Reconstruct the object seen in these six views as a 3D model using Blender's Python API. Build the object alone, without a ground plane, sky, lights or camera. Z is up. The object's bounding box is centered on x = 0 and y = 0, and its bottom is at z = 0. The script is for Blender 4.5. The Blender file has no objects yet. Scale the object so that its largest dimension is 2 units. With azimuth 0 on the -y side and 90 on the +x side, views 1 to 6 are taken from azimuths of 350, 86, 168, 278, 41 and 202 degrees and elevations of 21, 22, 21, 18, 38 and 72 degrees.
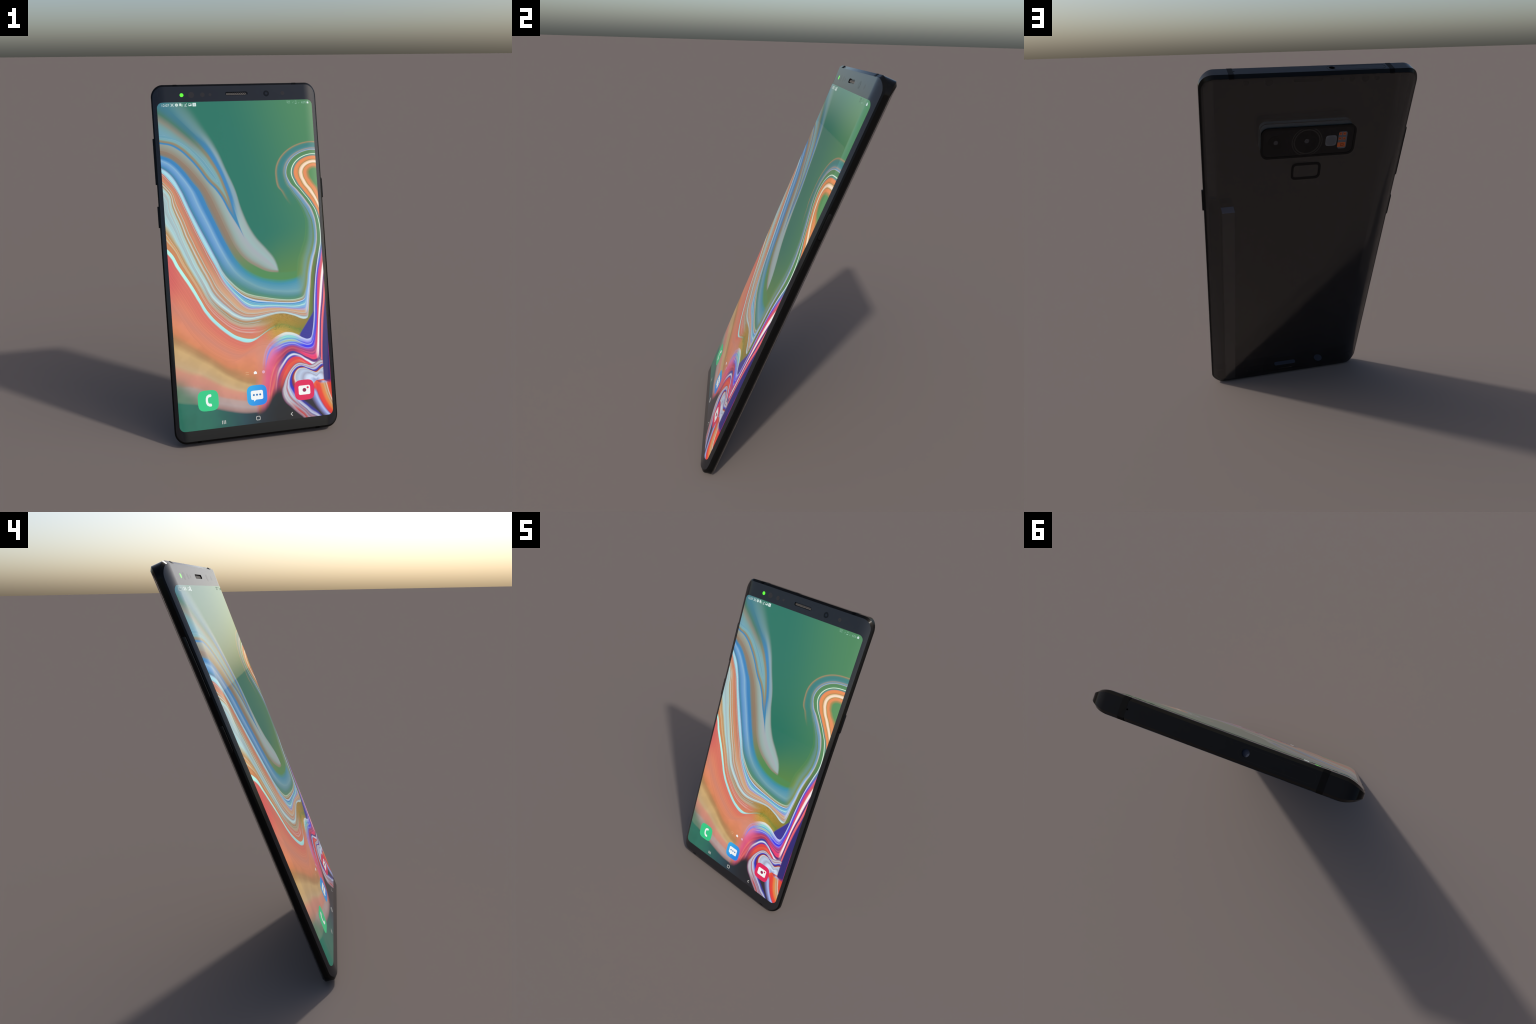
import bpy, bmesh, math
import numpy as np
from mathutils import Matrix, Vector

# ------------------------------------------------------------------ frame of the phone
# Phone coordinates: x across, y up the screen, z out of the screen. The whole phone
# leans back by LEAN and stands on its lower edge.
DEBUG = False
LEAN = math.radians(20.73)
CENTRE = Vector((0.0, 0.0, 1.0))
POSE = Matrix.Translation(CENTRE) @ Matrix.Rotation(math.radians(90) - LEAN, 4, 'X')

HX, HY = 0.4990, 1.0567          # half width, half height of the frame
RC = 0.068                       # corner radius in plan
ZF = 0.0422                      # half thickness at the flat middle
BEND_X, BEND_K = 0.413, 3.956    # where the glass starts to fall away, and how fast
SIDE_IN, TOP_IN = 0.0085, 0.0148 # how far the glass edge sits inside the frame outline
SCR_X, SCR_TOP, SCR_BOT, SCR_R = 0.4675, 0.9500, -0.9800, 0.030


def fz(x):
    return ZF - BEND_K * max(0.0, abs(x) - BEND_X) ** 2


def lin(c):
    return tuple((v / 255 / 12.92) if v <= 10 else ((v / 255 + 0.055) / 1.055) ** 2.4 for v in c)


# ------------------------------------------------------------------ objects
root = bpy.data.objects.new("smartphone", None)
root.empty_display_size = 0.2
root.location = (0.0, -0.36, 0.0)
root["label"] = "slim black smartphone leaning back, lit screen with marbled wallpaper"
root["category"] = "smartphone"
bpy.context.scene.collection.objects.link(root)
ROOT_INV = Matrix.Translation(-root.location)


def add(name, mesh, mat, parent=None, smooth=None):
    ob = bpy.data.objects.new(name, mesh)
    bpy.context.scene.collection.objects.link(ob)
    for m in (mat if isinstance(mat, (list, tuple)) else [mat]):
        if m.name not in mesh.materials:
            mesh.materials.append(m)
    if parent is None:
        ob.parent = root
        ob.matrix_parent_inverse = ROOT_INV
        ob.matrix_basis = POSE
    else:
        ob.parent = parent            # parent shares the phone frame
    if smooth is not None:
        for p in mesh.polygons:
            p.use_smooth = True
        if smooth < 180:
            mesh.set_sharp_from_angle(angle=math.radians(smooth))
    return ob


def mesh_of(name, verts, faces, mats=None):
    me = bpy.data.meshes.new(name)
    me.from_pydata([tuple(v) for v in verts], [], faces)
    me.update()
    return me


def clean(me):
    bm = bmesh.new()
    bm.from_mesh(me)
    bmesh.ops.remove_doubles(bm, verts=bm.verts, dist=1e-6)
    bmesh.ops.recalc_face_normals(bm, faces=bm.faces)
    bm.to_mesh(me)
    bm.free()
    return me


# ------------------------------------------------------------------ plain materials
def plain(name, rgb, rough=0.3, spec=0.5, metal=0.0, emit=None, strength=1.0, ior=1.5, grain=0.0, coat=False):
    m = bpy.data.materials.new(name)
    m.use_nodes = True
    b = m.node_tree.nodes["Principled BSDF"]
    b.inputs["Base Color"].default_value = (*lin(rgb), 1)
    b.inputs["Roughness"].default_value = rough
    b.inputs["Specular IOR Level"].default_value = spec
    b.inputs["Metallic"].default_value = metal
    b.inputs["IOR"].default_value = ior
    if emit is not None:
        b.inputs["Emission Color"].default_value = (*lin(emit), 1)
        b.inputs["Emission Strength"].default_value = strength
    if coat:
        b.inputs["Coat Weight"].default_value = 1.0
        b.inputs["Coat Roughness"].default_value = rough
        b.inputs["Coat IOR"].default_value = 1.5
        b.inputs["Specular IOR Level"].default_value = 0.0
    if grain > 0:
        nt = m.node_tree
        tc = nt.nodes.new("ShaderNodeTexCoord")
        nz = nt.nodes.new("ShaderNodeTexNoise")
        nz.inputs["Scale"].default_value = 900
        bp = nt.nodes.new("ShaderNodeBump")
        bp.inputs["Strength"].default_value = grain
        bp.inputs["Distance"].default_value = 0.0005
        nt.links.new(tc.outputs["Object"], nz.inputs["Vector"])
        nt.links.new(nz.outputs["Fac"], bp.inputs["Height"])
        nt.links.new(bp.outputs["Normal"], b.inputs["Normal"])
    return m


M_FRAME = plain("frame_metal", (11, 11, 11), rough=0.12, spec=0.09, grain=0.03)
M_BAND = plain("antenna_plastic", (3, 3, 3), rough=0.5, spec=0.05)
M_BEZEL = plain("bezel_glass", (30, 31, 34), rough=0.03, spec=0.5)
M_BUTTON = plain("button_metal", (15, 15, 16), rough=0.2, spec=0.14)
M_HOLE = plain("dark_hole", (3, 3, 3), rough=0.6, spec=0.1)
M_MESH = plain("speaker_mesh", (105, 98, 90), rough=0.45, spec=0.4)
M_SENSOR = plain("sensor_window", (50, 47, 46), rough=0.05, spec=0.3)
M_LENSGLASS = plain("lens_glass", (12, 13, 18), rough=0.02, spec=0.6)
M_LED = plain("led_green", (60, 200, 40), rough=0.1, emit=(98, 255, 48), strength=1.0, coat=True)
M_RING = plain("ring_black", (4, 4, 5), rough=0.25, spec=0.25)
M_INNER = plain("inner_black", (8, 8, 8), rough=0.04, spec=0.28)
M_PEN = plain("pen_sleeve", (46, 44, 43), rough=0.06, spec=0.5)
M_CAMWALL_SKY = plain("camera_wall_sky_tint", (128, 140, 146), rough=0.12, spec=0.6)  # lightened base colour stands in for sky reflected on the walls
M_PEN_SKY = plain("pen_sky_tint", (122, 136, 166), rough=0.2)  # blue of the reflected sky, painted in
M_PORT_SKY = plain("port_sky_plate", (88, 102, 128), rough=0.3)  # dimmer painted sky blue for the port tops
M_HOLE_TINT = plain("hole_light_disc", (54, 59, 72), rough=0.4, spec=0.2)  # blue-grey painted for the light inside the tray hole
M_CAMPLATE = plain("camera_window", (16, 14, 14), rough=0.03, spec=0.3)
M_LENSRING = plain("lens_ring", (30, 28, 25), rough=0.2, spec=0.5)
M_LENSIN = plain("lens_black", (10, 9, 9), rough=0.1, spec=0.3)
M_LENSEYE = plain("lens_eye", (34, 36, 42), rough=0.05, spec=0.8)
M_FLASH = plain("flash_lens", (92, 92, 94), rough=0.3, spec=0.5)
M_FLASHLINE = plain("flash_groove", (52, 52, 54), rough=0.4, spec=0.3)
M_SENSGREY = plain("sensor_grey", (84, 82, 86), rough=0.3, spec=0.4)
M_ORANGE = plain("sensor_copper", (178, 82, 32), rough=0.35, spec=0.4)
M_ORANGEDARK = plain("sensor_copper_dark", (110, 45, 18), rough=0.4, spec=0.3)


def back_glass_material():
    m = plain("back_glass", (225, 225, 225), rough=0.015, spec=0.5, ior=1.45)
    m.node_tree.nodes["Principled BSDF"].inputs["Transmission Weight"].default_value = 1.0
    return m


M_BACKGLASS = back_glass_material()


# ------------------------------------------------------------------ shader arithmetic
class Graph:
    """Small arithmetic layer over shader nodes, for the wallpaper's fields."""

    def __init__(self, nt):
        self.nt = nt

    def node(self, kind):
        return self.nt.nodes.new(kind)

    def put(self, sock, v):
        if isinstance(v, F):
            self.nt.links.new(v.s, sock)
        else:
            sock.default_value = v

    def math(self, op, *a, clamp=False):
        n = self.node("ShaderNodeMath")
        n.operation = op
        n.use_clamp = clamp
        for i, v in enumerate(a):
            self.put(n.inputs[i], v)
        return F(self, n.outputs[0])

    def step(self, v, a, b):
        """smooth 0 to 1 while v runs from a to b"""
        n = self.node("ShaderNodeMapRange")
        n.interpolation_type = 'SMOOTHSTEP'
        self.put(n.inputs["Value"], v)
        if (not isinstance(a, F)) and (not isinstance(b, F)) and b < a:
            self.put(n.inputs["From Min"], b)
            self.put(n.inputs["From Max"], a)
            n.inputs["To Min"].default_value = 1
            n.inputs["To Max"].default_value = 0
        else:
            self.put(n.inputs["From Min"], a)
            self.put(n.inputs["From Max"], b)
        return F(self, n.outputs["Result"])

    def curve(self, v, pts, lo_slope=0.0, hi_slope=0.0, span=None):
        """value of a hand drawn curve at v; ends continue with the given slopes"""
        x0, x1 = span
        pts = list(pts)
        if pts[0][0] > x0 + 1e-4:
            pts.insert(0, (x0, pts[0][1] - lo_slope * (pts[0][0] - x0)))
        if pts[-1][0] < x1 - 1e-4:
            pts.append((x1, pts[-1][1] + hi_slope * (x1 - pts[-1][0])))
        y0 = min(p[1] for p in pts) - 0.03
        y1 = max(p[1] for p in pts) + 0.03
        t = self.math('MULTIPLY_ADD', v, 1 / (x1 - x0), -x0 / (x1 - x0), clamp=True)
        n = self.node("ShaderNodeFloatCurve")
        c = n.mapping.curves[0]
        n.mapping.extend = 'HORIZONTAL'
        uv = [((p[0] - x0) / (x1 - x0), (p[1] - y0) / (y1 - y0)) for p in pts]
        c.points[0].location = uv[0]
        c.points[1].location = uv[-1]
        for q in uv[1:-1]:
            c.points.new(*q)
        n.mapping.update()
        if DEBUG:
            print('CURVE', [round(y0 + (y1 - y0) * n.mapping.evaluate(c, k / 40), 3) for k in range(41)])
            print('  WANT', [round(float(np.interp(x0 + (x1 - x0) * k / 40, [a for a, b in pts], [b for a, b in pts])), 3) for k in range(41)])
        self.put(n.inputs["Value"], t)
        return self.math('MULTIPLY_ADD', F(self, n.outputs[0]), y1 - y0, y0)

    def ramp(self, v, stops, top, bottom=0.0):
        n = self.node("ShaderNodeValToRGB")
        r = n.color_ramp
        r.interpolation = 'LINEAR'
        while len(r.elements) > 1:
            r.elements.remove(r.elements[-1])
        for i, (p, c) in enumerate(stops):
            pos = (p - bottom) / (top - bottom)
            e = r.elements[0] if i == 0 else r.elements.new(pos)
            e.position = pos
            e.color = (*lin(c), 1)
        t = self.math('MULTIPLY_ADD', v, 1 / (top - bottom), -bottom / (top - bottom), clamp=True)
        self.put(n.inputs["Fac"], t)
        return F(self, n.outputs["Color"])

    def mix(self, fac, a, b):
        n = self.node("ShaderNodeMix")
        n.data_type = 'RGBA'
        n.clamp_factor = True
        self.put(n.inputs["Factor"], fac)
        for k, v in ((6, a), (7, b)):
            if isinstance(v, F):
                self.nt.links.new(v.s, n.inputs[k])
            else:
                n.inputs[k].default_value = (*lin(v), 1)
        return F(self, n.outputs[2])

    def noise(self, vec, scale, detail=2.0, dims='3D', w=None, distort=0.0):
        n = self.node("ShaderNodeTexNoise")
        n.noise_dimensions = dims
        n.inputs["Scale"].default_value = scale
        n.inputs["Detail"].default_value = detail
        n.inputs["Distortion"].default_value = distort
        if dims == '1D':
            self.put(n.inputs["W"], w)
        else:
            self.nt.links.new(vec.s, n.inputs["Vector"])
        return F(self, n.outputs["Fac"])


class F:
    def __init__(self, g, s):
        self.g, self.s = g, s

    def __add__(self, o): return self.g.math('ADD', self, o)
    def __radd__(self, o): return self.g.math('ADD', o, self)
    def __sub__(self, o): return self.g.math('SUBTRACT', self, o)
    def __rsub__(self, o): return self.g.math('SUBTRACT', o, self)
    def __mul__(self, o): return self.g.math('MULTIPLY', self, o)
    def __rmul__(self, o): return self.g.math('MULTIPLY', o, self)
    def __truediv__(self, o): return self.g.math('DIVIDE', self, o)


#WALLPAPER_BEGIN
def wallpaper():
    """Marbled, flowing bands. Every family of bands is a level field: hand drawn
    flow lines (Float Curves) give the level at a point, colour ramps give the paint."""
    m = bpy.data.materials.new("display_wallpaper")
    m.use_nodes = True
    nt = m.node_tree
    bsdf = nt.nodes["Principled BSDF"]
    g = Graph(nt)
    tc = g.node("ShaderNodeTexCoord")
    sx = g.node("ShaderNodeSeparateXYZ")
    nt.links.new(tc.outputs["Object"], sx.inputs[0])
    vec = F(g, tc.outputs["Object"])
    x, y = F(g, sx.outputs[0]), F(g, sx.outputs[1])
    R2 = 2 ** -0.5
    p = (x - y) * R2                # down the flow, towards the lower right
    q = (x + y) * R2                # across the flow, towards the upper right
    PS = (-1.06, 1.06)

    def pcurve(pts, lo=0.3, hi=1.0):
        return g.curve(p, pts, lo, hi, PS)

    # --- left and lower flow lines, from the inside out
    a0 = pcurve([(-.809, .151), (-.753, .176), (-.664, .186), (-.560, .180), (-.448, .158), (-.316, .107), (-.199, .056),
                 (-.087, .013), (-.004, .003), (.073, .017), (.137, .038), (.184, .072), (.25, .135), (.285, .180), (.31, .23), (1.06, 1.10)])
    a1 = pcurve([(-.782, .124), (-.714, .147), (-.628, .145), (-.541, .129), (-.489, .121), (-.375, .074), (-.261, .028),
                 (-.150, -.016), (-.041, -.048), (.046, -.054), (.120, -.037), (.200, .005), (.243, .036), (.273, .070), (.300, .110), (.316, .150), (.34, .21), (1.06, 1.03)])
    a2 = pcurve([(-.761, .106), (-.702, .118), (-.619, .112), (-.522, .091), (-.436, .053), (-.316, .006), (-.170, -.054),
                 (-.058, -.090), (.020, -.103), (.112, -.091), (.191, -.064), (.280, -.008), (.341, .043), (.375, .085), (.394, .130), (.41, .17), (1.06, .95)])
    a3 = pcurve([(-.728, .069), (-.663, .072), (-.571, .046), (-.471, .002), (-.368, -.040), (-.251, -.084), (-.143, -.124),
                 (-.046, -.159), (.029, -.168), (.106, -.163), (.158, -.145), (.226, -.104), (.314, -.047), (.374, .004), (.402, .040), (.420, .075), (.434, .120), (.45, .16), (1.06, .88)])
    a4 = pcurve([(-.713, .050), (-.657, .046), (-.579, .030), (-.478, -.012), (-.369, -.060), (-.239, -.113), (-.099, -.162),
                 (-.005, -.196), (.099, -.213), (.187, -.217), (.231, -.190), (.286, -.134), (.346, -.084), (.411, -.039), (.455, -.008), (.480, .022), (.498, .062), (.515, .10), (1.06, .78)])
    a5 = pcurve([(-.626, -.022), (-.528, -.082), (-.433, -.131), (-.331, -.181), (-.236, -.224), (-.101, -.273), (.008, -.308),
                 (.106, -.307), (.172, -.296), (.227, -.272), (.268, -.231), (.320, -.157), (.371, -.099), (.435, -.065), (.494, -.042), (.512, -.016), (.526, .030), (.536, .062), (.55, .09), (1.06, .70)])
    a6 = pcurve([(-.388, -.270), (-.273, -.302), (-.148, -.334), (-.050, -.366), (.030, -.391), (.126, -.401), (.221, -.396),
                 (.283, -.381), (.326, -.360), (.350, -.326), (.364, -.270), (.380, -.214), (.406, -.167), (.451, -.138), (.517, -.113)], hi=0.6)

    def levels(v, lines, sign):
        tot = None
        for u, w in zip(lines[:-1], lines[1:]):
            d = g.math('DIVIDE', (u - v) if sign > 0 else (v - u), (u - w) if sign > 0 else (w - u), clamp=True)
            tot = d if tot is None else tot + d
        return tot

    a7 = a6 - 0.16
    phi_a = levels(q, [a0, a1, a2, a3, a4, a5, a6, a7], +1)

    # --- right hand flow lines with the hook at the top
    HOOK_Y = 0.505
    yc = g.math('MINIMUM', y, HOOK_Y)
    YS = (-0.72, 0.52)

    def ycurve(pts, lo=0.0, hi=0.0):
        return g.curve(yc, sorted((b, a) for a, b in pts), lo, hi, YS)

    xc = ycurve([(.452, .505), (.468, .450), (.495, .397), (.56, .30), (.62, .15), (.62, -.7)])
    dx = xc - x
    dy = g.math('MAXIMUM', y - HOOK_Y, 0.0) * 1.28
    xe = xc - g.math('SQRT', dx * dx + dy * dy)
    v3 = ycurve([(.265, .509), (.272, .468), (.307, .403), (.363, .322), (.401, .253), (.420, .189), (.423, .116), (.410, .044),
                 (.389, -.017), (.370, -.094), (.357, -.170), (.342, -.232), (.325, -.40)])
    vd = ycurve([(.004, .505), (.006, .40), (.012, .25), (.020, .12), (.026, .0), (.024, -.10), (.024, -.25), (.024, -.4)])
    v2 = v3 - vd
    v1 = v3 - vd * 2.0
    v0 = v3 - vd * 3.2
    v5 = ycurve([(.276, .509), (.290, .462), (.339, .401), (.390, .331), (.426, .262), (.440, .193), (.441, .115), (.429, .043),
                 (.407, -.029), (.388, -.110), (.376, -.198), (.365, -.275), (.350, -.42)])
    v7 = ycurve([(.306, .507), (.320, .460), (.360, .400), (.416, .319), (.450, .245), (.464, .161), (.464, .103), (.447, .021),
                 (.426, -.072), (.412, -.149), (.399, -.252), (.385, -.390), (.371, -.465), (.355, -.53)])
    v8 = ycurve([(.326, .507), (.341, .459), (.379, .399), (.438, .313), (.468, .245), (.483, .160), (.480, .082), (.456, -.022),
                 (.427, -.124), (.413, -.253), (.403, -.392), (.386, -.508), (.375, -.6)])
    v9 = ycurve([(.368, .505), (.381, .457), (.419, .397), (.467, .307), (.487, .239), (.503, .160), (.503, .081), (.470, -.075),
                 (.449, -.178), (.432, -.281), (.415, -.393), (.402, -.538), (.392, -.65)])
    v10 = ycurve([(.397, .503), (.415, .456), (.456, .396), (.486, .307), (.507, .239), (.517, .160), (.517, .080), (.497, -.025),
                  (.475, -.128), (.456, -.283), (.445, -.337), (.429, -.453), (.418, -.604)])
    phi_b = levels(xe, [v0, v1, v2, v3, v5], -1)
    d3 = g.math('DIVIDE', xe - v3, v5 - v3, clamp=True)
    d57 = g.math('DIVIDE', xe - v5, v7 - v5, clamp=True)
    phi_b = phi_b + d3 + d57 * 2 + levels(xe, [v7, v8, v9, v10, v10 + 0.03], -1)

    # --- waves under the gold patch
    def xcurve(pts):
        return g.curve(x, pts, 6.0, 0.0, (-0.02, 0.48))

    h7 = xcurve([(-.02, -1.7), (.0, -1.25), (.014, -.95), (.028, -.74), (.042, -.61), (.062, -.545), (.122, -.482), (.183, -.456), (.225, -.454), (.266, -.467), (.311, -.495), (.340, -.503), (.360, -.492), (.376, -.450), (.48, -.25)])
    h8 = xcurve([(-.02, -1.2), (.03, -1.0), (.055, -.82), (.070, -.675), (.102, -.575), (.160, -.538), (.208, -.525), (.249, -.526), (.296, -.546), (.343, -.558), (.372, -.545), (.392, -.50), (.48, -.34)])
    h9 = xcurve([(-.02, -1.25), (.061, -.95), (.084, -.780), (.122, -.662), (.173, -.603), (.223, -.567), (.275, -.579), (.327, -.607), (.374, -.622), (.398, -.605), (.48, -.45)])
    h10 = xcurve([(-.02, -1.35), (.115, -1.0), (.138, -.802), (.184, -.685), (.224, -.637), (.272, -.625), (.324, -.659), (.369, -.693), (.413, -.690), (.48, -.70)])
    phi_w = levels(y, [h7, h8, h9, h10, h10 - 0.05], +1)
    in_w = g.step(y - h7, 0.004, -0.004)

    # fine drift of the lines, so they read as poured paint
    drift = (g.noise(vec, 7.0, 3.0) - 0.5) * 0.10
    phi_raw = g.math('SMOOTH_MAX', phi_a, phi_b, 1.3) - g.step(g.math('MAXIMUM', phi_a, phi_b), 0.9, 0.0) * 0.217
    phi = phi_raw + drift
    w_right = g.step(phi_b - phi_a, -1.6, 0.9) * g.step(phi_b, 0.02, 0.6)

    # --- ground colour behind the bands
    bg = g.mix(g.step(x + y * 0.25, 0.10, 0.75), (42, 118, 98), (82, 140, 92))
    bg = g.mix(g.step(y - x * 0.25, 0.15, -0.28) * g.step(x, -0.05, 0.22), bg, (98, 140, 66))

    # --- veil, tongue and its split
    te = pcurve([(-1.0, .50), (-.834, .466), (-.711, .430), (-.570, .383), (-.446, .325), (-.335, .275), (-.210, .202), (-.066, .146),
                 (.057, .131), (.110, .123), (.150, .107), (.175, .091), (.190, .079), (.210, .05)], hi=-1.0)
    vr = pcurve([(-1.0, .345), (-.939, .353), (-.777, .354), (-.635, .343), (-.503, .307), (-.383, .253), (-.241, .167), (-.155, .116), (-.085, .080)], hi=-0.6)
    vl = pcurve([(-.95, .09), (-.830, .175), (-.725, .219), (-.650, .220), (-.589, .214), (-.478, .193), (-.414, .188), (-.257, .139), (-.166, .112), (-.085, .084)], hi=-0.3)
    soft = g.curve(p, [(-1.06, .16), (-.8, .13), (-.6, .05), (-.4, .020), (0, .016), (.2, .02)], 0, 0, PS)
    d_te = te - q
    m_te = g.step(d_te, 0.0, soft) * g.step(q - a0, -0.006, 0.006)
    tongue_t = g.math('DIVIDE', q - a0, te - a0, clamp=True)
    tongue = g.ramp(tongue_t, [(0, (150, 140, 122)), (.10, (150, 160, 150)), (.2, (152, 174, 168)), (.35, (164, 178, 178)), (.5, (168, 176, 182)), (.65, (158, 186, 184)), (.85, (160, 178, 176)), (1, (140, 150, 140))], 1)
    col = g.mix(g.step(q - a0, -0.03, -0.02) * g.step(d_te, -0.002, soft), bg, tongue)
    veil_t = g.math('DIVIDE', d_te, g.math('MAXIMUM', te - vr, 0.01), clamp=True)
    veil = g.ramp(veil_t, [(0, (140, 160, 165)), (.35, (138, 166, 178)), (.62, (132, 165, 182)), (.80, (80, 142, 180)), (.97, (58, 130, 190)), (1, (60, 128, 180))], 1)
    veil_top = g.ramp(veil_t, [(0, (100, 142, 140)), (.3, (104, 146, 152)), (.6, (84, 136, 150)), (.85, (70, 130, 148)), (1, (66, 124, 142))], 1)
    w_top = g.step(p, -.52, -.76)
    veil = g.mix(w_top, veil, veil_top)
    col = g.mix(g.step(d_te, 0.0, soft) * g.step(p, -.16, -.32) * g.step(q - vr, -.008, -.002), col, veil)
    col = g.mix(g.step(p, -.66, -1.0) * g.step(vr - q, .05, -.08) * .5, col, bg)
    in_v = g.step(q - vl, -0.004, 0.004) * g.step(vr - q, -0.004, 0.004) * g.step(p, -.080, -.115)
    from_right = (vr - q) * g.curve(p, [(-1.0, .40), (-.8, .50), (-.55, .72), (-.35, .95), (0, 1.0)], 0, 0, PS)
    fold = g.math('MINIMUM', q - vl, from_right)
    fold = fold + (g.noise(vec, 5.0, 2.0) - 0.5) * 0.006
    vcol = g.ramp(fold, [(0, (70, 135, 195)), (.005, (56, 132, 195)), (.011, (90, 138, 150)), (.014, (150, 130, 108)), (.022, (146, 140, 112)), (.028, (132, 168, 160)),
                         (.034, (122, 172, 182)), (.041, (118, 166, 178)), (.0425, (146, 186, 198)), (.044, (112, 164, 180)), (.055, (108, 162, 180)), (.058, (110, 164, 182)),
                         (.0595, (140, 182, 198)), (.061, (104, 158, 180)), (.085, (104, 156, 178)), (.12, (100, 150, 178))], .12)
    near_r = g.step(from_right - (q - vl), .01, -.01)
    vtop = g.ramp(fold, [(0, (66, 124, 142)), (.010, (66, 122, 132)), (.020, (74, 122, 104)), (.028, (120, 130, 116)), (.034, (138, 140, 126)), (.044, (120, 160, 160)), (.055, (116, 164, 178)), (.068, (116, 164, 182)), (.0695, (146, 180, 206)), (.071, (108, 160, 184)), (.12, (100, 150, 178))], .12)
    vcol = g.mix(near_r * w_top, vcol, vtop)
    vtip = g.step(p, -.34, -.20)
    vcol = g.mix(vtip, vcol, (62, 134, 178))
    col = g.mix(in_v, col, vcol)

    # --- paint by level
    left = g.ramp(phi, [(0, (155, 150, 138)), (.12, (148, 126, 106)), (.6, (142, 124, 104)), (.9, (120, 130, 130)), (1.0, (62, 134, 186)), (1.5, (60, 132, 192)),
                        (1.85, (110, 162, 208)), (2.0, (138, 182, 214)), (2.15, (118, 168, 212)), (2.5, (94, 148, 202)), (2.75, (70, 138, 172)), (2.84, (66, 128, 158)),
                        (2.9, (150, 152, 190)), (2.96, (140, 190, 222)), (3.05, (170, 234, 250)), (3.5, (168, 230, 246)), (3.9, (150, 196, 212)), (4.0, (204, 126, 106)), (4.18, (206, 128, 104)),
                        (4.24, (190, 142, 104)), (4.3, (216, 138, 104)), (4.42, (220, 146, 108)), (4.48, (196, 176, 150)), (4.54, (176, 148, 104)), (4.6, (222, 150, 104)),
                        (4.66, (200, 214, 206)), (4.72, (176, 146, 104)), (4.78, (184, 172, 134)), (4.9, (176, 206, 202)), (5.0, (180, 222, 226)), (5.16, (166, 186, 190)), (5.3, (176, 218, 222))], 5.3)
    left2 = g.ramp(phi, [(5.3, (176, 218, 222)), (5.42, (188, 178, 146)), (5.5, (192, 156, 104)), (5.6, (218, 152, 94)), (5.66, (214, 192, 140)), (5.7, (208, 146, 94)), (5.88, (212, 138, 88)),
                         (5.93, (206, 136, 92)), (5.95, (188, 250, 240)), (6.07, (190, 255, 244)), (6.10, (206, 130, 116)), (6.2, (214, 116, 104))], 6.2, 5.3)
    left = g.mix(g.step(phi, 5.295, 5.305), left, left2)
    low = g.ramp(phi, [(0, (84, 140, 84)), (.8, (84, 142, 82)), (1.0, (66, 146, 140)), (1.25, (66, 146, 172)), (1.8, (98, 158, 178)), (2.0, (116, 166, 176)), (2.25, (98, 150, 160)),
                       (2.6, (78, 140, 128)), (2.88, (90, 140, 104)), (2.96, (186, 214, 190)), (3.03, (172, 196, 160)), (3.10, (166, 140, 92)), (3.24, (160, 136, 90)), (3.30, (208, 226, 248)), (3.36, (180, 210, 245)), (3.4, (48, 132, 200)),
                       (3.5, (60, 150, 205)), (3.58, (100, 186, 214)), (3.66, (110, 190, 214)), (3.72, (194, 244, 232)), (3.78, (150, 206, 226)), (3.83, (88, 150, 222)), (3.92, (120, 158, 222)), (3.97, (188, 170, 218)),
                       (4.05, (204, 164, 138)), (4.3, (216, 166, 126)), (4.42, (206, 200, 180)), (4.52, (196, 150, 118)), (4.7, (204, 152, 124)), (4.84, (150, 172, 186)), (4.95, (208, 236, 236)), (5.06, (180, 210, 212))], 5.06)
    low2l = g.ramp(phi, [(5.06, (190, 206, 200)), (5.12, (188, 142, 104)), (5.22, (160, 140, 104)), (5.4, (196, 172, 146)), (5.5, (214, 136, 116)), (5.62, (216, 122, 108)), (5.68, (224, 158, 140)), (5.73, (216, 124, 104)), (5.9, (218, 132, 96)),
                         (5.93, (206, 136, 96)), (5.95, (180, 240, 236)), (6.06, (170, 232, 236)), (6.10, (206, 130, 104)), (6.2, (218, 128, 104))], 6.2, 5.06)
    gold_n = g.noise(vec, 34.0, 3.0, distort=1.6)
    gold = g.ramp(gold_n, [(.30, (140, 112, 36)), (.42, (178, 140, 52)), (.5, (196, 150, 66)), (.56, (150, 128, 44)), (.62, (206, 160, 76)), (.7, (176, 126, 60))], .75, .25)
    gold = g.mix(g.step(x, .20, .33), gold, (112, 120, 46))
    gold_l = g.ramp(phi + (gold_n - 0.5) * 0.25, [(5.06, (170, 136, 66)), (5.5, (168, 134, 50)), (5.85, (146, 136, 50)), (5.97, (104, 138, 58)), (6.1, (150, 150, 60)), (6.3, (214, 166, 76)), (6.8, (212, 150, 96))], 6.8, 5.06)
    gold = g.mix(0.6, gold, gold_l)
    low2 = g.mix(g.step(x, .0, .16), low2l, gold)
    low = g.mix(g.step(phi, 5.055, 5.065), low, low2)
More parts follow.
